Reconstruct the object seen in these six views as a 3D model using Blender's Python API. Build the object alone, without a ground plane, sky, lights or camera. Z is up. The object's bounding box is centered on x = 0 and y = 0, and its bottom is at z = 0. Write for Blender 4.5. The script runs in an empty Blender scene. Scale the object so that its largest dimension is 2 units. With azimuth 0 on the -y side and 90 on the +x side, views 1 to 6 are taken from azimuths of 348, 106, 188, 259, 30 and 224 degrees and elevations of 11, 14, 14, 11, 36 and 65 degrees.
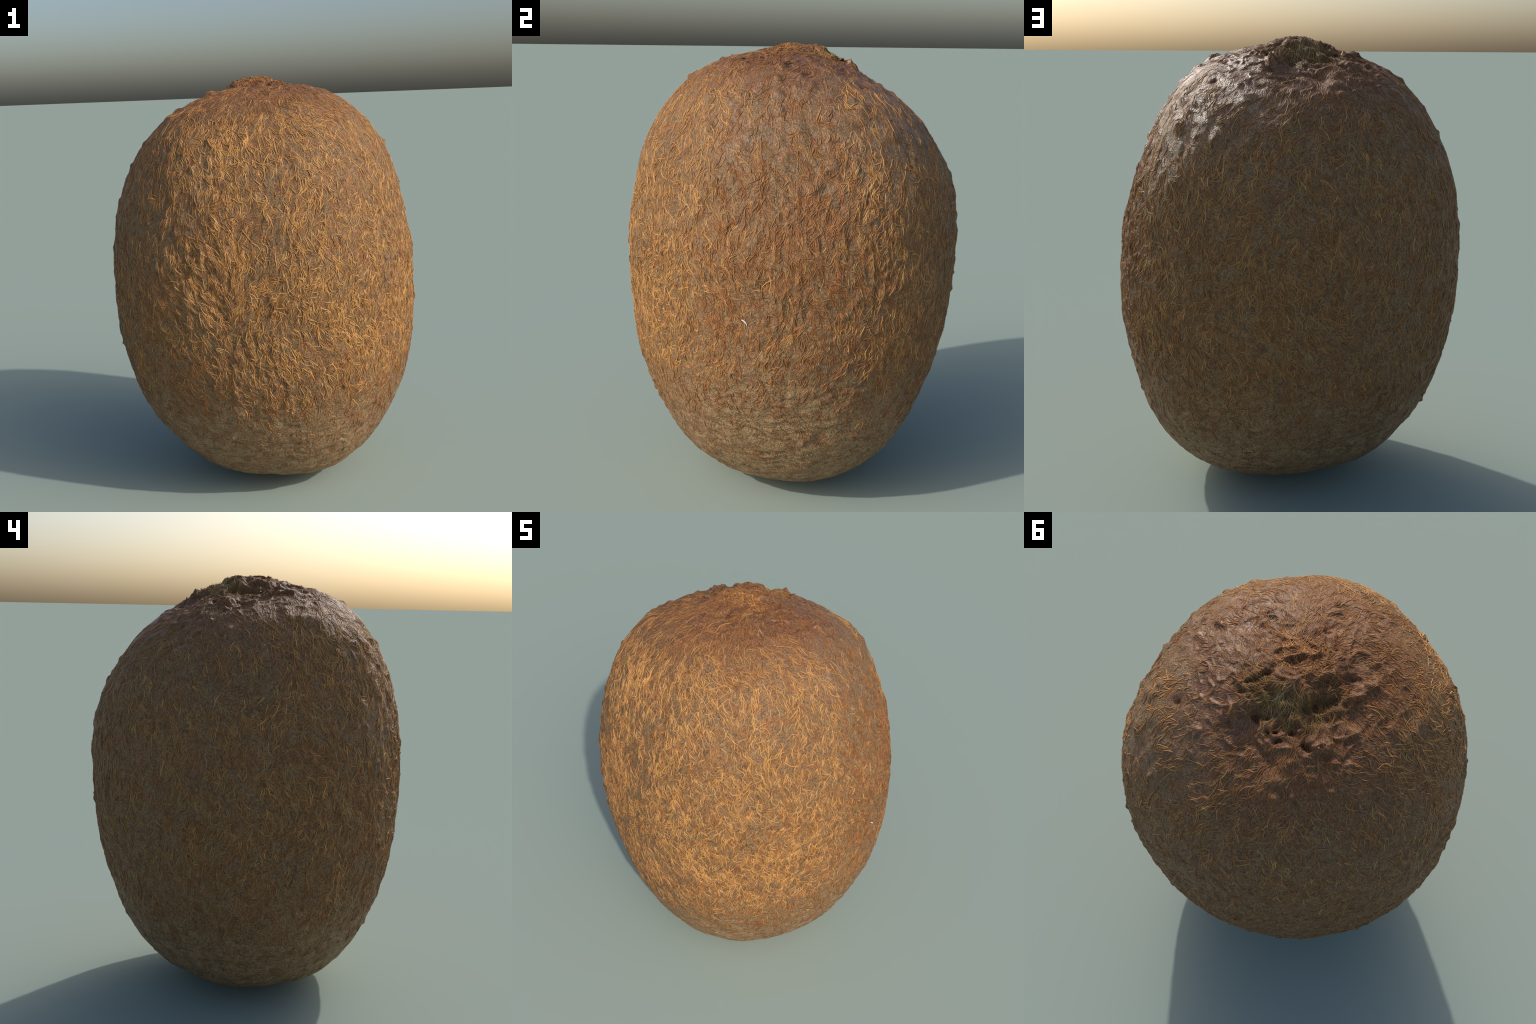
"""A single upright brown, hairy fruit: lopsided barrel body, rough stem scar on top,
a felt of flat-lying hairs, an olive tuft under the scar's overhang, bits of lint."""
import bpy
import numpy as np

rng = np.random.default_rng(20240611)
CENTRE = np.array([0.0, 0.0, 1.0])

# ------------------------------------------------------------------ body form
# Profile: mean radius from the middle of the fruit at polar angles (0 = top),
# then how lopsided each ring is (cosine / sine of 1x..6x the azimuth).
KNOTS = np.radians([0, 12, 24, 36, 48, 60, 75, 90, 105, 120, 132, 144, 156, 168, 180])
PROFILE = [0.996, 0.977, 0.961, 0.927, 0.873, 0.819, 0.773, 0.756, 0.771, 0.818, 0.875, 0.939, 0.983, 0.991, 0.994]
LOPSIDED = [
    [-0.134, -0.000, 0.015, -0.007, -0.013, -0.015, -0.005, 0.000, 0.009, 0.018, 0.029, 0.046, 0.051, 0.064, 0.074],
    [0.026, -0.063, -0.083, -0.043, -0.020, -0.000, 0.002, 0.004, 0.001, -0.005, -0.006, -0.013, -0.021, -0.022, -0.024],
    [0.044, 0.036, 0.024, 0.004, -0.008, -0.008, -0.000, 0.006, 0.013, 0.017, 0.024, 0.026, 0.030, 0.038, 0.043],
    [0.051, 0.050, 0.046, 0.036, 0.018, 0.015, 0.011, 0.013, 0.015, 0.014, 0.025, 0.034, 0.030, 0.031, 0.030],
    [0.040, 0.022, 0.003, -0.013, -0.015, -0.012, -0.008, -0.008, -0.008, -0.012, -0.017, -0.023, -0.025, -0.027, -0.029],
    [0.043, 0.031, 0.015, 0.002, -0.002, 0.001, 0.002, 0.004, 0.005, 0.009, 0.015, 0.019, 0.029, 0.038, 0.047],
    [-0.033, -0.026, -0.019, -0.012, -0.001, 0.004, 0.005, 0.002, 0.006, 0.007, 0.003, 0.000, -0.004, -0.009, -0.014],
    [-0.028, -0.019, -0.007, 0.001, 0.001, 0.004, 0.008, 0.007, 0.007, 0.006, 0.005, 0.002, 0.003, 0.004, 0.005],
    [-0.004, 0.002, 0.006, 0.008, 0.006, 0.003, 0.003, 0.003, 0.003, 0.004, -0.002, 0.001, 0.005, 0.005, 0.007],
    [0.014, 0.007, -0.001, -0.011, -0.005, 0.001, 0.001, -0.002, -0.001, -0.005, -0.007, -0.001, 0.010, 0.016, 0.023],
    [0.017, 0.010, 0.003, -0.001, 0.002, 0.000, -0.001, 0.000, 0.001, 0.001, 0.000, -0.003, -0.002, -0.001, 0.000],
    [0.025, 0.014, 0.001, -0.012, -0.012, -0.010, -0.006, -0.005, -0.004, -0.003, -0.008, -0.010, -0.007, -0.004, -0.001],
]


def spline(values):
    """Cubic spline over KNOTS with flat ends; returns a function of the polar angle."""
    y, k = np.array(values), len(KNOTS)
    h = np.diff(KNOTS)
    a, b = np.zeros((k, k)), np.zeros(k)
    a[0, 0], a[0, 1], b[0] = 2 * h[0], h[0], 6 * (y[1] - y[0]) / h[0]
    a[-1, -1], a[-1, -2], b[-1] = 2 * h[-1], h[-1], -6 * (y[-1] - y[-2]) / h[-1]
    for i in range(1, k - 1):
        a[i, i - 1], a[i, i], a[i, i + 1] = h[i - 1], 2 * (h[i - 1] + h[i]), h[i]
        b[i] = 6 * ((y[i + 1] - y[i]) / h[i] - (y[i] - y[i - 1]) / h[i - 1])
    m = np.linalg.solve(a, b)

    def f(t):
        i = np.clip(np.searchsorted(KNOTS, t) - 1, 0, k - 2)
        u = (KNOTS[i + 1] - t) / h[i]
        v = 1 - u
        return u * y[i] + v * y[i + 1] + ((u**3 - u) * m[i] + (v**3 - v) * m[i + 1]) * h[i] ** 2 / 6

    return f


PROFILE_F, LOPSIDED_F = spline(PROFILE), [spline(v) for v in LOPSIDED]


def smooth_radius(d):
    t, p = np.arccos(np.clip(d[:, 2], -1, 1)), np.arctan2(d[:, 1], d[:, 0])
    st = np.sin(t)
    r = PROFILE_F(t)
    for n in range(6):
        w = st ** min(n + 1, 2)
        r = r + w * (np.cos((n + 1) * p) * LOPSIDED_F[2 * n](t) + np.sin((n + 1) * p) * LOPSIDED_F[2 * n + 1](t))
    return r


# ------------------------------------------------------------------ noise
def hash3(i, j, k, seed):
    h = (i * 374761393 + j * 668265263 + k * 2147483647 + seed * 1274126177).astype(np.uint32)
    h = (h ^ (h >> np.uint32(13))) * np.uint32(1274126177)
    h = (h ^ (h >> np.uint32(16))) * np.uint32(2246822519)
    return h ^ (h >> np.uint32(15))


def noise(p, seed=0):
    """Gradient noise, about -1..1, at points p (n, 3)."""
    q = np.floor(p).astype(np.int64)
    f = p - q
    w = f * f * f * (f * (f * 6 - 15) + 10)
    out = np.zeros(len(p))
    for dx in (0, 1):
        for dy in (0, 1):
            for dz in (0, 1):
                h = hash3(q[:, 0] + dx, q[:, 1] + dy, q[:, 2] + dz, seed)
                gx = ((h & np.uint32(255)).astype(float) - 127.5) / 127.5
                gy = (((h >> np.uint32(8)) & np.uint32(255)).astype(float) - 127.5) / 127.5
                gz = (((h >> np.uint32(16)) & np.uint32(255)).astype(float) - 127.5) / 127.5
                wt = (w[:, 0] if dx else 1 - w[:, 0]) * (w[:, 1] if dy else 1 - w[:, 1]) * (w[:, 2] if dz else 1 - w[:, 2])
                out += wt * (gx * (f[:, 0] - dx) + gy * (f[:, 1] - dy) + gz * (f[:, 2] - dz))
    return out * 1.5


def smoothstep(a, b, x):
    t = np.clip((x - a) / (b - a), 0, 1)
    return t * t * (3 - 2 * t)


def unit(v):
    return v / np.maximum(np.linalg.norm(v, axis=1), 1e-9)[:, None]


CROWN_AXIS = unit(np.array([[-0.05, 0.06, 1.0]]))[0]


def down_field(d, swirl=1.0):
    """Unit tangents on the sphere: away from the stem scar, swirled by noise."""
    away = unit(d * (d @ CROWN_AXIS)[:, None] - CROWN_AXIS)
    side = np.cross(d, away)
    a = swirl * (0.9 * noise(d * 2.3 + 7.1, 3) + 0.65 * noise(d * 7.0 + 3.3, 4))
    return away * np.cos(a)[:, None] + side * np.sin(a)[:, None]


def combed(d, along, freq, reach, seed, taps=5):
    """Noise smeared along a tangent field: reads as strands and wrinkles."""
    out = np.zeros(len(d))
    for s in np.linspace(-1, 1, taps):
        out += noise((d + along * (s * reach)) * freq, seed)
    return out / np.sqrt(taps)


# ------------------------------------------------------------------ relief of the stem scar
# capsule-shaped swellings and hollows: from (x, y) to (x, y), half width, height
SCAR_FORMS = [
    (-0.06, 0.04, 0.00, 0.00, 0.085, 0.001),    # tip
    (-0.12, 0.09, 0.00, 0.10, 0.035, 0.014),    # brow over the hollow
    (0.06, 0.03, -0.06, -0.07, 0.035, 0.008),   # orange hump
    (-0.03, 0.205, -0.16, 0.190, 0.030, -0.022), # hollow under the brow
    (0.066, 0.190, 0.030, 0.240, 0.030, 0.014),
    (-0.200, 0.085, -0.260, 0.030, 0.075, -0.024),  # the scar falls away here
    (-0.03, 0.295, -0.16, 0.320, 0.045, -0.015),
    (0.080, 0.170, 0.033, 0.100, 0.010, -0.026),  # slit
    (0.100, 0.185, 0.055, 0.120, 0.012, 0.014),
    (-0.125, 0.035, -0.215, -0.105, 0.016, -0.016),
    (-0.185, 0.060, -0.215, -0.060, 0.034, -0.020),
    (-0.235, 0.005, -0.272, -0.150, 0.016, 0.014),
    (0.020, 0.285, 0.045, 0.260, 0.016, 0.018), # lip
    (-0.027, 0.238, -0.027, 0.238, 0.018, -0.024),
    (-0.093, 0.258, -0.100, 0.262, 0.009, -0.020),
    (-0.140, 0.256, -0.150, 0.250, 0.009, -0.020),
    (-0.125, 0.228, -0.120, 0.234, 0.008, -0.018),
    (-0.171, 0.209, -0.178, 0.200, 0.010, -0.020),
    (-0.060, 0.215, -0.055, 0.222, 0.010, -0.020),
    (-0.249, 0.197, -0.235, 0.208, 0.012, -0.026),
    (-0.160, 0.110, -0.175, 0.080, 0.012, -0.020),
    (0.055, 0.205, 0.065, 0.215, 0.010, -0.018),
    (0.120, 0.100, 0.140, 0.080, 0.014, 0.008),
    (-0.060, 0.160, -0.090, 0.165, 0.014, 0.010),
    (-0.140, 0.165, -0.165, 0.150, 0.012, 0.010),
    (-0.270, 0.185, -0.300, 0.150, 0.020, 0.018),
    (-0.411, 0.150, -0.411, 0.150, 0.022, 0.014),
    (0.352, 0.022, 0.330, 0.040, 0.016, 0.018),
    (-0.010, -0.192, -0.010, -0.192, 0.014, -0.020),
    (0.271, 0.364, 0.271, 0.364, 0.014, -0.016),
]

# tracts where the felt is clotted into lumps: azimuth, height, spread in each
LUMPY = [(328, 1.15, 22, 0.45), (350, 0.55, 25, 0.25), (85, 1.15, 16, 0.30), (112, 1.40, 20, 0.40), (130, 1.60, 30, 0.16), (190, 1.40, 18, 0.40), (95, 0.5, 25, 0.2), (275, 0.9, 25, 0.3)]

spike_dirs = unit(rng.normal(size=(900, 3)))
spike_dirs = spike_dirs[(spike_dirs[:, 2] > -0.75)][:210]
spike_size = rng.uniform(0.007, 0.014, len(spike_dirs))
bumps = unit(rng.normal(size=(420, 3)))          # soft nodules of the upper flank
bumps = bumps[(bumps[:, 2] > -0.1) & (bumps[:, 2] < 0.93)][:150]
spike_dirs = np.concatenate([spike_dirs, bumps])
spike_size = np.concatenate([spike_size, rng.uniform(0.012, 0.022, len(bumps))])
spike_height = rng.uniform(0.003, 0.011, len(spike_dirs)) * np.where(spike_dirs[:, 2] > 0.6, 1.3, 1.0)


def crownness(d):
    ang = np.degrees(np.arccos(np.clip(d @ CROWN_AXIS, -1, 1)))
    return ang + 7 * noise(d * 5.0, 21) + 3 * noise(d * 14.0, 22)


def creased(d, z):
    """1 where the skin is bare and finely creased: the foot, climbing on the +x side."""
    climb = 0.26 * smoothstep(0.55, 1.0, unit(d * np.array([1, 1, 0.0])) @ np.array([0.99, 0.10, 0]))
    return 1 - smoothstep(-0.80, -0.22, z - climb + 0.20 * noise(d * 4, 5))


def relief(d):
    r = smooth_radius(d)
    p = d * r[:, None]
    ang = crownness(d)
    scar = 1 - smoothstep(9, 29, ang)
    shoulder = 1 - smoothstep(30, 62, ang)
    low = creased(d, p[:, 2])
    along = down_field(d)
    rough = 0.5 + 0.5 * noise(d * 3.1, 31)
    # strands combed along the lie of the hair
    strand = combed(d, along, 34, 0.030, 41)
    strand2 = combed(d, along, 62, 0.018, 42)
    ridge = np.clip(strand, -0.5, 1.5)
    h = (0.0016 + 0.0030 * rough) * ridge + 0.0012 * strand2
    # the neck of the fruit is crumpled: sharp creased lips
    warp = d + 0.02 * np.stack([noise(d * 16, 51), noise(d * 16, 52), noise(d * 16, 53)], 1)
    lips = 1 - np.abs(combed(warp, np.cross(d, along), 17, 0.025, 54, 3))
    lips = np.clip(lips, 0, 1) ** 3
    crumple = np.abs(noise(warp * 23, 57)) + 0.6 * np.abs(noise(warp * 47, 58))
    h = h * (1 - 0.75 * shoulder) + shoulder * (0.0100 * lips - 0.0050 * crumple - 0.0015) * np.clip(0.20 + 0.4 * noise(d * 4.5, 59) + 1.0 * scar, 0.08, 1.5)
    h = h + scar * (0.006 * noise(d * 11, 55) + 0.003 * noise(warp * 22, 56) - 0.006)
    # matted, lumpy tracts of the flank
    tract = np.zeros(len(d))
    az, zz = np.degrees(np.arctan2(d[:, 0], -d[:, 1])), p[:, 2] + 1
    for a0, z0, wa, wz in LUMPY:
        tract += np.exp(-((((az - a0 + 180) % 360 - 180) / wa) ** 2) - ((zz - z0) / wz) ** 2)
    tract = np.clip(tract, 0, 1) * (0.6 + 0.6 * noise(d * 5, 33))
    lump = combed(warp, along, 15, 0.040, 45)
    h = h + tract * (0.0080 * np.clip(lump, -0.5, 1.2) + 0.003 * noise(warp * 30, 46))
    # fine level wrinkles towards the bottom
    flat = np.stack([d[:, 0] * 9, d[:, 1] * 9, d[:, 2] * 44], 1)
    wr = noise(flat + 1.5 * noise(d * 9, 61)[:, None], 62)
    h = h * (1 - 0.65 * low) + low * 0.0052 * np.clip(wr, -0.8, 0.4)
    # slow lumps
    h = h + 0.004 * noise(d * 6.5, 71) + 0.003 * noise(d * 13, 72)
    for k in range(len(spike_dirs)):
        c = d @ spike_dirs[k]
        near = np.nonzero(c > 1 - 0.5 * (spike_size[k] * 4) ** 2)[0]
        if len(near):
            h[near] += spike_height[k] * np.exp(-(2 - 2 * c[near]) / (spike_size[k] * 1.6) ** 2)
    top = np.nonzero(d[:, 2] > 0.7)[0]
    q = p[top, :2] + 0.014 * np.stack([noise(d[top] * 20, 91), noise(d[top] * 20, 92)], 1)
    q = q + 0.008 * np.stack([noise(d[top] * 45, 93), noise(d[top] * 45, 94)], 1)
    for x0, y0, x1, y1, w, height in SCAR_FORMS:
        a, b = np.array([x0, y0]), np.array([x1 + 1e-6, y1])
        s = np.clip(((q - a) @ (b - a)) / ((b - a) @ (b - a)), 0, 1)
        dist = np.linalg.norm(q - a - s[:, None] * (b - a), axis=1)
        h[top] += height * np.exp(-((dist / w) ** 2))
    h = h + 0.008 * np.exp(-(((np.degrees(np.arccos(np.clip(d[:, 2], -1, 1))) - 155) / 9) ** 2))   # broad foot
    return r + h - 0.0042


def surface(d):
    return CENTRE + d * relief(d)[:, None]


# ------------------------------------------------------------------ node helpers
def material(name):
    m = bpy.data.materials.new(name)
    m.use_nodes = True
    return m, m.node_tree.nodes, m.node_tree.links, m.node_tree.nodes["Principled BSDF"]


class Graph:
    def __init__(self, name):
        self.m, self.n, self.l, self.bsdf = material(name)
        self.co = self.n.new("ShaderNodeTexCoord").outputs["Object"]

    def put(self, socket, value):
        if hasattr(value, "links"):
            self.l.new(value, socket)
        elif isinstance(value, (tuple, list)) and len(value) == 3 and socket.type == "RGBA":
            socket.default_value = (*value, 1)
        else:
            socket.default_value = value

    def noise(self, scale, detail=4, rough=0.55, co=None, distortion=0.0):
        t = self.n.new("ShaderNodeTexNoise")
        self.put(t.inputs["Vector"], co or self.co)
        t.inputs["Scale"].default_value, t.inputs["Detail"].default_value = scale, detail
        t.inputs["Roughness"].default_value, t.inputs["Distortion"].default_value = rough, distortion
        return t.outputs["Fac"]

    def math(self, op, a, b=0.0, clamp=False):
        t = self.n.new("ShaderNodeMath")
        t.operation, t.use_clamp = op, clamp
        self.put(t.inputs[0], a)
        self.put(t.inputs[1], b)
        return t.outputs[0]

    def ramp(self, f, a, b, lo=0.0, hi=1.0):
        t = self.n.new("ShaderNodeMapRange")
        t.interpolation_type = "SMOOTHSTEP"
        self.put(t.inputs["Value"], f)
        for key, v in (("From Min", a), ("From Max", b), ("To Min", lo), ("To Max", hi)):
            t.inputs[key].default_value = v
        return t.outputs[0]

    def mix(self, f, a, b, kind="MIX"):
        t = self.n.new("ShaderNodeMix")
        t.data_type, t.blend_type = "RGBA", kind
        self.put(t.inputs[0], f)
        self.put(t.inputs[6], a)
        self.put(t.inputs[7], b)
        return t.outputs[2]

    def vector(self, op, a, b):
        t = self.n.new("ShaderNodeVectorMath")
        t.operation = op
        self.put(t.inputs[0], a)
        self.put(t.inputs[1], b)
        return t.outputs["Value" if op in ("DISTANCE", "DOT_PRODUCT", "LENGTH") else "Vector"]

    def bump(self, height, strength, distance):
        t = self.n.new("ShaderNodeBump")
        t.inputs["Strength"].default_value, t.inputs["Distance"].default_value = strength, distance
        self.put(t.inputs["Height"], height)
        return t.outputs["Normal"]


OLIVE = (0.245, 0.146, 0.072)
RUSSET = (0.270, 0.115, 0.043)
TAN = (0.430, 0.280, 0.145)
SCAR_BROWN = (0.175, 0.056, 0.020)
STRAW = (0.440, 0.215, 0.068)
UMBER = (0.110, 0.058, 0.028)


def skin_material(name, scar_part=False):
    g = Graph(name)
    # streaks run from the stem to the foot: azimuth squeezed, height stretched
    sep = g.n.new("ShaderNodeSeparateXYZ")
    g.put(sep.inputs[0], g.co)
    ring = g.n.new("ShaderNodeCombineXYZ")
    g.put(ring.inputs[0], sep.outputs[0])
    g.put(ring.inputs[1], sep.outputs[1])
    ring_dir = g.vector("NORMALIZE", ring.outputs[0], (0, 0, 0))
    wob = g.n.new("ShaderNodeTexNoise")
    g.put(wob.inputs["Vector"], g.co)
    wob.inputs["Scale"].default_value = 7
    wobble = g.vector("MULTIPLY", g.vector("SUBTRACT", wob.outputs["Color"], (0.5, 0.5, 0.5)), (0.35, 0.35, 0.5))
    tall = g.vector("ADD", g.vector("MULTIPLY", ring_dir, (0.9, 0.9, 0)), wobble)
    lift = g.n.new("ShaderNodeCombineXYZ")
    g.put(lift.inputs[2], g.math("MULTIPLY", sep.outputs[2], 0.35))
    strand_co = g.vector("ADD", tall, lift.outputs[0])
    strands = g.noise(75, 3, 0.6, strand_co)
    blotch = g.noise(5.5, 5, 0.6)
    patches = g.noise(16, 5, 0.65, distortion=0.6)
    grain = g.noise(150, 2, 0.8)
    flat_co = g.vector("MULTIPLY", g.co, (14, 14, 70))
    wrinkles = g.noise(1.0, 4, 0.6, flat_co, 0.4)
    away = g.vector("DISTANCE", g.co, (-0.05, 0.02, 1.96))
    away = g.math("ADD", away, g.math("MULTIPLY", g.math("SUBTRACT", blotch, 0.5), 0.5))
    scar = g.ramp(away, 0.70, 0.30)
    foot = g.ramp(g.math("ADD", sep.outputs[2], g.math("MULTIPLY", g.math("SUBTRACT", blotch, 0.5), 0.9)), 0.70, 0.25)

    glint_gloss = g.ramp(g.vector("DISTANCE", g.co, (0.36, 0.18, 1.75)), 0.62, 0.30)  # patch made glossier to strengthen the grazing sun highlight on this shoulder
    climb = g.ramp(g.math("ADD", g.vector("DISTANCE", g.co, (0.60, 0.06, 0.35)), g.math("MULTIPLY", g.math("SUBTRACT", blotch, 0.5), 0.6)), 0.62, 0.30)
    foot = g.math("MAXIMUM", foot, climb)
    col = g.mix(g.ramp(patches, 0.44, 0.60), OLIVE, RUSSET)
    col = g.mix(g.math("MULTIPLY", foot, g.ramp(patches, 0.42, 0.62, 0.95, 0.25)), col, TAN)
    col = g.mix(g.math("MULTIPLY", scar, 0.9), col, SCAR_BROWN)
    lines = g.math("MULTIPLY", g.ramp(strands, 0.52, 0.62), g.ramp(foot, 0.0, 1.0, 0.75, 0.25))
    col = g.mix(g.math("MULTIPLY", lines, 0.75), col, STRAW)
    dark = g.math("MULTIPLY", g.ramp(wrinkles, 0.54, 0.65), g.math("MULTIPLY", foot, 0.70))
    mats = g.noise(1.0, 4, 0.65, g.vector("MULTIPLY", g.co, (26, 26, 46)), 0.5)
    col = g.mix(g.math("MULTIPLY", g.ramp(mats, 0.51, 0.62), g.math("MULTIPLY", foot, 0.58)), col, (0.265, 0.118, 0.045))
    col = g.mix(dark, col, (0.120, 0.058, 0.028))
    col = g.mix(g.ramp(strands, 0.47, 0.37, 0.0, 0.55), col, UMBER)
    spots = g.noise(38, 4, 0.75)
    col = g.mix(g.ramp(spots, 0.57, 0.66, 0.0, 0.6), col, UMBER)
    col = g.mix(g.ramp(grain, 0.51, 0.62, 0.0, 0.8), col, g.mix(0.45, col, (0.48, 0.31, 0.145)))
    col = g.mix(g.ramp(grain, 0.49, 0.38, 0.0, 0.7), col, UMBER)
    g.put(g.bsdf.inputs["Base Color"], col)
    g.put(g.bsdf.inputs["Roughness"], g.math('SUBTRACT', g.ramp(patches, 0.3, 0.7, 0.50, 0.62), g.math('MULTIPLY', glint_gloss, 0.17)))
    g.put(g.bsdf.inputs["Specular IOR Level"], g.ramp(glint_gloss, 0.0, 1.0, 0.34, 0.62))
    calm = g.ramp(scar, 0.0, 1.0, 1.0, 0.35)
    height = g.math("MULTIPLY", calm, g.math("ADD", g.math("MULTIPLY", strands, 1.0), g.math("MULTIPLY", grain, 0.4)))
    g.put(g.bsdf.inputs["Normal"], g.bump(height, 0.8, 0.010))
    return g.m


def hair_material(name, colour, tip, rough=0.5):
    g = Graph(name)
    f = g.noise(30, 3)
    col = g.mix(g.ramp(f, 0.35, 0.65), colour, tip)
    g.put(g.bsdf.inputs["Base Color"], col)
    g.bsdf.inputs["Roughness"].default_value = rough
    g.bsdf.inputs["Specular IOR Level"].default_value = 0.4
    return g.m


# ------------------------------------------------------------------ mesh helpers
def mesh_object(name, verts, faces, mats, parent, face_mats=None, smooth=True):
    me = bpy.data.meshes.new(name)
    verts, faces = np.asarray(verts, np.float32), np.asarray(faces, np.int32)
    k = faces.shape[1]
    me.vertices.add(len(verts))
    me.vertices.foreach_set("co", verts.ravel())
    me.loops.add(faces.size)
    me.loops.foreach_set("vertex_index", faces.ravel())
    me.polygons.add(len(faces))
    me.polygons.foreach_set("loop_start", np.arange(0, faces.size, k, dtype=np.int32))
    me.polygons.foreach_set("loop_total", np.full(len(faces), k, np.int32))
    for m in mats:
        me.materials.append(m)
    if face_mats is not None:
        me.polygons.foreach_set("material_index", np.asarray(face_mats, np.int32))
    me.polygons.foreach_set("use_smooth", np.full(len(faces), smooth, bool))
    me.update(calc_edges=True)
    ob = bpy.data.objects.new(name, me)
    bpy.context.scene.collection.objects.link(ob)
    ob.parent = parent
    return ob


def cube_sphere(n):
    """Unit directions and quads of a cube blown up to a ball, no doubled vertices."""
    s = np.tan(np.linspace(-np.pi / 4, np.pi / 4, n + 1))
    u, v = np.meshgrid(s, s, indexing="ij")
    one = np.ones_like(u)
    sides = [(u, v, one), (v, u, -one), (one, u, v), (-one, v, u), (v, one, u), (u, -one, v)]
    pts = np.concatenate([np.stack(f, -1).reshape(-1, 3) for f in sides])
    i = np.arange((n + 1) ** 2).reshape(n + 1, n + 1)
    quad = np.stack([i[:-1, :-1], i[1:, :-1], i[1:, 1:], i[:-1, 1:]], -1).reshape(-1, 4)
    quads = np.concatenate([quad + f * (n + 1) ** 2 for f in range(6)])
    _, first, back = np.unique(np.round(pts, 6), axis=0, return_index=True, return_inverse=True)
    return unit(pts[first]), back.reshape(-1)[quads]


def vertex_normals(v, f):
    a, b, c, e = (v[f[:, k]] for k in range(4))
    n = np.cross(c - a, e - b)
    out = np.zeros_like(v)
    for k in range(4):
        for ax in range(3):
            out[:, ax] += np.bincount(f[:, k], n[:, ax], len(v))
    return unit(out)


# ------------------------------------------------------------------ build: thing
fruit = bpy.data.objects.new("kiwi_fruit", None)
bpy.context.scene.collection.objects.link(fruit)
fruit["label"] = "upright brown kiwi fruit with matted orange hairs and rough stem scar"
fruit["category"] = "kiwi fruit"

# skin + stem scar: one surface, parted along a ragged ring
dirs, quads = cube_sphere(300)
t = np.arccos(np.clip(dirs[:, 2], -1, 1))
t2 = t - 0.48 * np.sin(t) * (1 + np.cos(t)) / 2   # finer mesh near the top
st = np.maximum(np.sin(t), 1e-9)
dirs = unit(np.stack([dirs[:, 0] / st * np.sin(t2), dirs[:, 1] / st * np.sin(t2), np.cos(t2)], 1))
verts = surface(dirs)
CENTRE[2] -= verts[:, 2].min()   # stand it on the ground
verts[:, 2] -= verts[:, 2].min()
print('top', verts[:, 2].max())
normals = vertex_normals(verts, quads)
if ((verts - CENTRE) * normals).sum() < 0:
    quads, normals = quads[:, ::-1], -normals


skin_mat, scar_mat = skin_material("fruit_skin"), skin_material("stem_scar_bark")
in_scar = (crownness(unit(verts[quads].mean(1) - CENTRE)) < 21)
for name, mask, mat in (("skin", ~in_scar, skin_mat), ("stem_scar", in_scar, scar_mat)):
    used, local = np.unique(quads[mask], return_inverse=True)
    ob = mesh_object(name, verts[used], local.reshape(-1, 4), [mat], fruit)
    ob.data.normals_split_custom_set_from_vertices(normals[used])

# ------------------------------------------------------------------ hairs
hair_mats = [
    hair_material("hair_straw", (0.68, 0.365, 0.120), (0.57, 0.285, 0.090)),
    hair_material("hair_orange", (0.50, 0.240, 0.074), (0.40, 0.180, 0.056)),
    hair_material("hair_russet", (0.36, 0.150, 0.050), (0.27, 0.110, 0.040)),
    hair_material("hair_olive", (0.44, 0.255, 0.090), (0.35, 0.190, 0.070)),
]


def tubes(paths, radius, flat, mats_of):
    """Three-sided tapering tubes along paths (n, k, 3), pressed flat by `flat`."""
    n, k, _ = paths.shape
    tang = np.gradient(paths, axis=1)
    tang /= np.maximum(np.linalg.norm(tang, axis=2), 1e-9)[..., None]
    out = paths - CENTRE
    out /= np.linalg.norm(out, axis=2)[..., None]
    side = np.cross(out, tang)
    side /= np.maximum(np.linalg.norm(side, axis=2), 1e-9)[..., None]
    up = np.cross(tang, side)
    taper = np.interp(np.linspace(0, 1, k), [0, 0.25, 0.7, 1.0], [0.75, 1.0, 0.8, 0.15])
    r = radius[:, None] * taper[None]
    ring = [side * r[..., None], up * (r * flat)[..., None], -side * r[..., None]]
    v = np.stack([paths + o for o in ring], 2).reshape(-1, 3)
    i = np.arange(n * k * 3).reshape(n, k, 3)
    f = []
    for a in range(3):
        b = (a + 1) % 3
        f.append(np.stack([i[:, :-1, a], i[:, :-1, b], i[:, 1:, b], i[:, 1:, a]], -1))
    f = np.stack(f, 2).reshape(-1, 4)
    return v, f, np.repeat(mats_of, (k - 1) * 3)


def grow(roots, length, angle, lift, steps=7, bend=0.8, swirl=1.0, wave=1.15):
    """Paths that creep over the skin from root directions, along the lie of the hair."""
    n = len(roots)
    d, path = roots.copy(), []
    curl = rng.normal(0, bend, n)
    for s in range(steps):
        f = s / (steps - 1)
        path.append(d.copy())
        lie = down_field(d, swirl)
        side = np.cross(d, lie)
        a = angle + curl * (f - 0.3) + wave * noise(d * 26 + 11.7, 77)
        step = lie * np.cos(a)[:, None] + side * np.sin(a)[:, None]
        d = unit(d + step * (length / (steps - 1) / smooth_radius(d))[:, None])
    path = np.stack(path, 1)
    r = relief(path.reshape(-1, 3)).reshape(n, steps)
    h = lift[:, None] * np.sin(np.linspace(0.15, 1, steps) * np.pi * 0.92)[None]
    return CENTRE + path * (r + h)[..., None]


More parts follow.
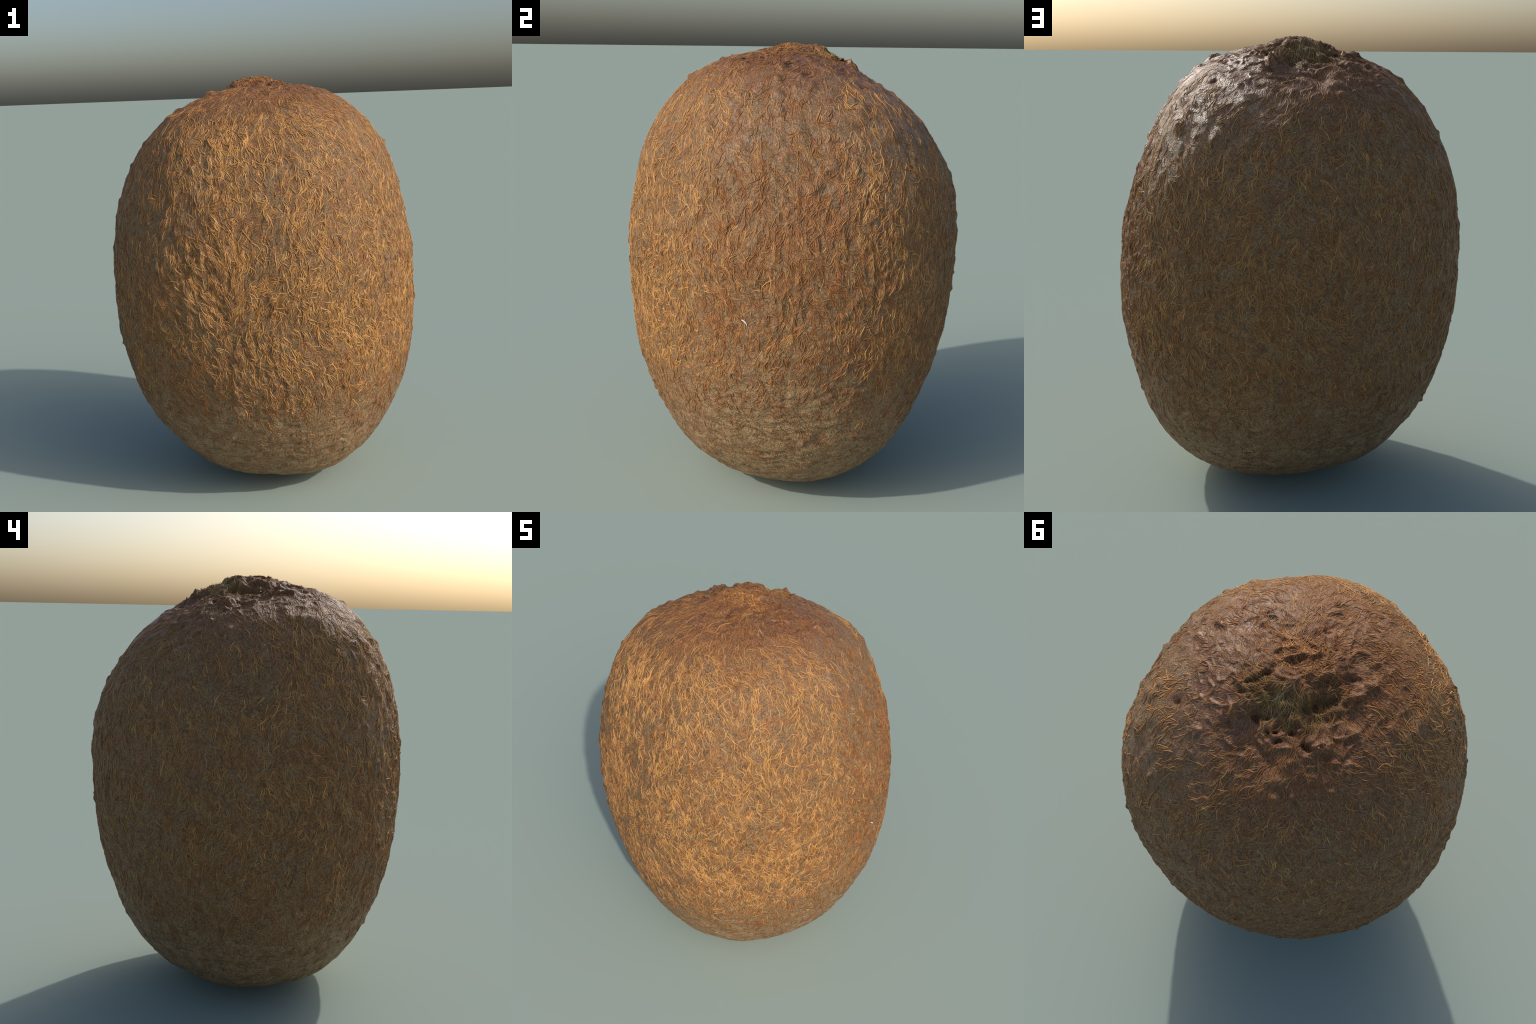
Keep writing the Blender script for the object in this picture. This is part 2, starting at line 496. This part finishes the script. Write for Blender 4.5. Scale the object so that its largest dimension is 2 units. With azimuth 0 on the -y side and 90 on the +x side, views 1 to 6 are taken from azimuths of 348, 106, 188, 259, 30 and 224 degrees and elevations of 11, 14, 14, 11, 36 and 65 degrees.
COUNT = 27000
bundle = unit(rng.normal(size=(COUNT, 3)))
z = smooth_radius(bundle) * bundle[:, 2] + 1
wool = 0.60 + 0.50 * noise(bundle * 3.4, 81) + 0.50 * noise(bundle * 11.0, 82)
wool = wool * (0.10 + 0.90 * smoothstep(0.18, 0.62, z + 0.15 * noise(bundle * 4, 83))) * (1 - 0.68 * creased(bundle, z - 1))
bare_back = smoothstep(0.1, 0.9, bundle @ unit(np.array([[-0.65, 0.75, -0.1]]))[0])
wool = wool * (1 - 0.35 * bare_back)
wool = wool * (1.05 - 0.05 * smoothstep(14, 40, crownness(bundle)))

def sparse_shoulder(d):
    """Shiny-looking shoulder on the +x side of the crown, with fewer hairs."""
    a = crownness(d)
    return smoothstep(14, 24, a) * (1 - smoothstep(44, 60, a)) * smoothstep(0.1, 0.6, d @ unit(np.array([[0.9, 0.25, 0.35]]))[0])


wool = wool * (1 - 0.50 * sparse_shoulder(bundle))
front = smoothstep(-0.2, 0.5, bundle @ unit(np.array([[-0.15, -0.95, 0.0]]))[0])
shoulder_ring = smoothstep(10, 20, crownness(bundle)) * (1 - smoothstep(42, 58, crownness(bundle)))
wool = wool + 0.45 * front * shoulder_ring + 0.22 * smoothstep(0.75, 0.97, bundle @ unit(np.array([[0.57, -0.82, -0.05]]))[0])
bundle = bundle[rng.random(COUNT) < np.clip(wool, 0.03, 1)]
per = rng.integers(1, 5, len(bundle))
roots = np.repeat(bundle, per, axis=0)
fan = np.concatenate([np.linspace(-0.5, 0.5, k) if k > 1 else np.zeros(1) for k in per])
fan = fan * np.repeat(rng.uniform(0.3, 1.3, len(bundle)), per) + rng.normal(0, 0.18, len(roots)) + np.repeat(rng.normal(0, 0.34, len(bundle)), per)
fan = fan * (0.6 + 0.4 * smoothstep(15, 40, crownness(roots)))
roots = unit(roots + rng.normal(0, 0.004, roots.shape))
zr = smooth_radius(roots) * roots[:, 2] + 1
length = rng.gamma(6.0, 0.0080, len(roots)).clip(0.02, 0.11)
length = length * (1 - 0.3 * creased(roots, zr - 1)) * (0.55 + 0.45 * smoothstep(0.25, 0.7, zr)) * (1 + 0.25 * smoothstep(1.6, 1.85, zr))
paths = grow(roots, length, fan, rng.uniform(-0.0006, 0.0022, len(roots)))
thick = rng.uniform(0.0014, 0.0028, len(roots)) * (1 - 0.35 * (1 - smoothstep(20, 45, crownness(roots))))
warm = noise(roots * 4.0, 91) * 0.35 + rng.normal(0, 0.45, len(roots)) + 0.45 * (roots @ unit(np.array([[0.50, -0.80, 0.1]]))[0])
warm = warm - 0.50 * (1 - smoothstep(14, 30, crownness(roots))) + 0.25 * smoothstep(28, 38, crownness(roots)) * (1 - smoothstep(45, 65, crownness(roots)))
side_on = smoothstep(0.84, 0.97, unit(roots * np.array([1, 1, 0.0])) @ np.array([0.985, 0.17, 0]))
warm = warm - 0.75 * np.maximum(creased(roots, zr - 1), 0.8 * side_on)
kind = np.select([warm > 0.45, warm > -0.10], [0, 1], 2)
back = smoothstep(0.0, 0.9, roots @ unit(np.array([[-0.5, 0.85, 0.0]]))[0])
kind = np.where(rng.random(len(roots)) < 0.06 + 0.34 * back, 3, kind)
v, f, m = tubes(paths, thick, 0.45, kind)
fuzz = mesh_object("fuzz", v, f, hair_mats, fruit, m)
fuzz["kind"] = "stuff"

# short under-felt pressed into the skin
n_felt = 28000
felt = unit(rng.normal(size=(n_felt, 3)))
zf = smooth_radius(felt) * felt[:, 2]
keep = (0.55 + 0.5 * noise(felt * 6.0, 85)) * (1 - 0.50 * creased(felt, zf)) * smoothstep(-1.0, -0.8, zf) * (1 - 0.6 * sparse_shoulder(felt))
felt = felt[rng.random(n_felt) < keep]
paths = grow(felt, rng.uniform(0.018, 0.045, len(felt)), rng.normal(0, 0.55, len(felt)), rng.uniform(-0.0008, 0.0008, len(felt)), 4, 0.7)
felt_mats = [hair_material("felt_tan", (0.35, 0.200, 0.085), (0.27, 0.150, 0.064)),
             hair_material("felt_brown", (0.25, 0.128, 0.054), (0.20, 0.100, 0.045)),
             hair_material("felt_umber", (0.16, 0.086, 0.042), (0.12, 0.066, 0.034))]
v, f, m = tubes(paths, rng.uniform(0.0012, 0.0026, len(felt)), 0.4, rng.choice(3, len(felt), p=[0.32, 0.40, 0.28]))
under = mesh_object("under_felt", v, f, felt_mats, fruit, m)
under["kind"] = "stuff"

# olive tuft: longer hairs hanging from the brow of the scar into its hollow
tuft_mats = [hair_material("tuft_olive", (0.44, 0.260, 0.085), (0.26, 0.140, 0.048)),
             hair_material("tuft_grey_green", (0.60, 0.490, 0.260), (0.50, 0.370, 0.160))]
n_tuft = 560
along = rng.random(n_tuft)
spot = np.stack([np.interp(along, [0, 0.55, 1], [0.05, -0.11, -0.20]), np.interp(along, [0, 0.55, 1], [0.150, 0.135, 0.015])], 1)
spot += rng.normal(0, 0.030, spot.shape)
root = unit(np.concatenate([spot, np.full((n_tuft, 1), 0.965)], 1))
paths = grow(root, rng.uniform(0.04, 0.13, n_tuft), rng.normal(0, 0.6, n_tuft), rng.uniform(0.000, 0.008, n_tuft), 8, 0.8, 0.6, 1.2)
pale = (np.abs(spot[:, 0] + 0.07) < 0.03) & (rng.random(n_tuft) < 0.35)
v, f, m = tubes(paths, rng.uniform(0.0007, 0.0013, n_tuft), 0.9, pale.astype(int))
tuft = mesh_object("stem_tuft", v, f, tuft_mats, fruit, m)
tuft["kind"] = "stuff"

# short orange wool on the very tip
n_wool = 420
spot = np.stack([rng.normal(-0.01, 0.055, n_wool), rng.normal(-0.03, 0.040, n_wool)], 1)
root = unit(np.concatenate([spot, np.full((n_wool, 1), 0.985)], 1))
paths = grow(root, rng.uniform(0.03, 0.08, n_wool), rng.normal(0, 1.2, n_wool), rng.uniform(0.000, 0.004, n_wool), 8, 0.9, 1.0, 1.6)
v, f, m = tubes(paths, rng.uniform(0.0009, 0.0017, n_wool), 0.7, rng.choice(3, n_wool, p=[0.1, 0.45, 0.45]))
wool_tip = mesh_object("tip_wool", v, f, hair_mats, fruit, m)
wool_tip["kind"] = "stuff"

# lifted flakes of bark around the scar
flake_mat = hair_material("bark_flake_skin", (0.30, 0.115, 0.038), (0.21, 0.075, 0.027), 0.5)


def flake_mesh(name, length, width, curl, thick=0.0022, n=9):
    u = np.linspace(0, 1, n)
    half = width * np.sin(np.pi * (0.14 + 0.84 * u)) ** 0.8 * (1 - 0.45 * u)
    lift = curl * u**1.7
    cols = np.linspace(-1, 1, 5)
    top = np.stack([np.stack([c * half, u * length, lift - 0.35 * half * c * c - 0.002], 1) for c in cols], 1)
    v = np.concatenate([top.reshape(-1, 3), (top - [0, 0, thick]).reshape(-1, 3)])
    i = np.arange(n * 5).reshape(n, 5)
    quad = np.stack([i[:-1, :-1], i[:-1, 1:], i[1:, 1:], i[1:, :-1]], -1).reshape(-1, 4)
    rim = np.concatenate([i[0, :], i[1:, -1], i[-1, -2::-1], i[-2:0:-1, 0]])
    nxt = np.roll(rim, -1)
    sides = np.stack([nxt, rim, rim + n * 5, nxt + n * 5], -1)
    ob = mesh_object(name, v, np.concatenate([quad, quad[:, ::-1] + n * 5, sides]), [flake_mat], fruit)
    return ob


from mathutils import Matrix
protos = [flake_mesh("bark_flake", 0.042, 0.013, 0.010), flake_mesh("bark_flake", 0.030, 0.012, 0.009), flake_mesh("bark_flake", 0.055, 0.012, 0.008)]
places = [(0.060, 0.226, 1.2), (0.016, 0.280, 2.2), (0.352, 0.022, 0.4), (0.300, 0.000, -0.6), (-0.265, 0.180, 0.5), (-0.22, -0.02, 0.9)]
for _ in range(30):
    a, b = rng.uniform(0, 2 * np.pi), np.radians(rng.uniform(9, 36))
    places.append((CROWN_AXIS[0] + 0.95 * np.sin(b) * np.cos(a), CROWN_AXIS[1] + 0.95 * np.sin(b) * np.sin(a), rng.normal(0, 0.9)))
for k, (x, y, turn) in enumerate(places):
    d = unit(np.array([[x, y, np.sqrt(0.93 - x * x - y * y)]]))
    e1 = down_field(d, 0.3)
    e2 = np.cross(d, e1)
    p = surface(np.concatenate([d, unit(d + 0.02 * e1), unit(d + 0.02 * e2)]))
    up = unit(np.cross(p[1] - p[0], p[2] - p[0])[None])[0]
    fwd = unit((p[1] - p[0])[None])[0]
    side = np.cross(up, fwd)
    fwd = fwd * np.cos(turn) + side * np.sin(turn)
    side = np.cross(fwd, up)
    ob = protos[k] if k < 3 else protos[k % 3].copy()
    if k >= 3:
        bpy.context.scene.collection.objects.link(ob)
        ob.parent = fruit
    size = rng.uniform(0.55, 1.1)
    m = Matrix(np.stack([side, fwd, up], 1).tolist()).to_4x4() @ Matrix.Scale(size, 4)
    m.translation = (p[0] - up * 0.001).tolist()
    ob.matrix_world = m

# white lint caught in the hairs
lint_mat = hair_material("white_lint", (0.80, 0.79, 0.80), (0.68, 0.67, 0.70), 0.4)
pts = np.array([[0.757, -0.014, -0.058], [0.756, -0.005, -0.061], [0.755, 0.004, -0.066], [0.755, 0.009, -0.073], [0.755, 0.010, -0.080]])
pts = unit(pts)
lint_path = CENTRE + pts * (relief(pts) + 0.003)[:, None]
v, f, m = tubes(lint_path[None], np.array([0.0042]), 0.8, np.zeros(1, int))
mesh_object("lint", v, f, [lint_mat], fruit)
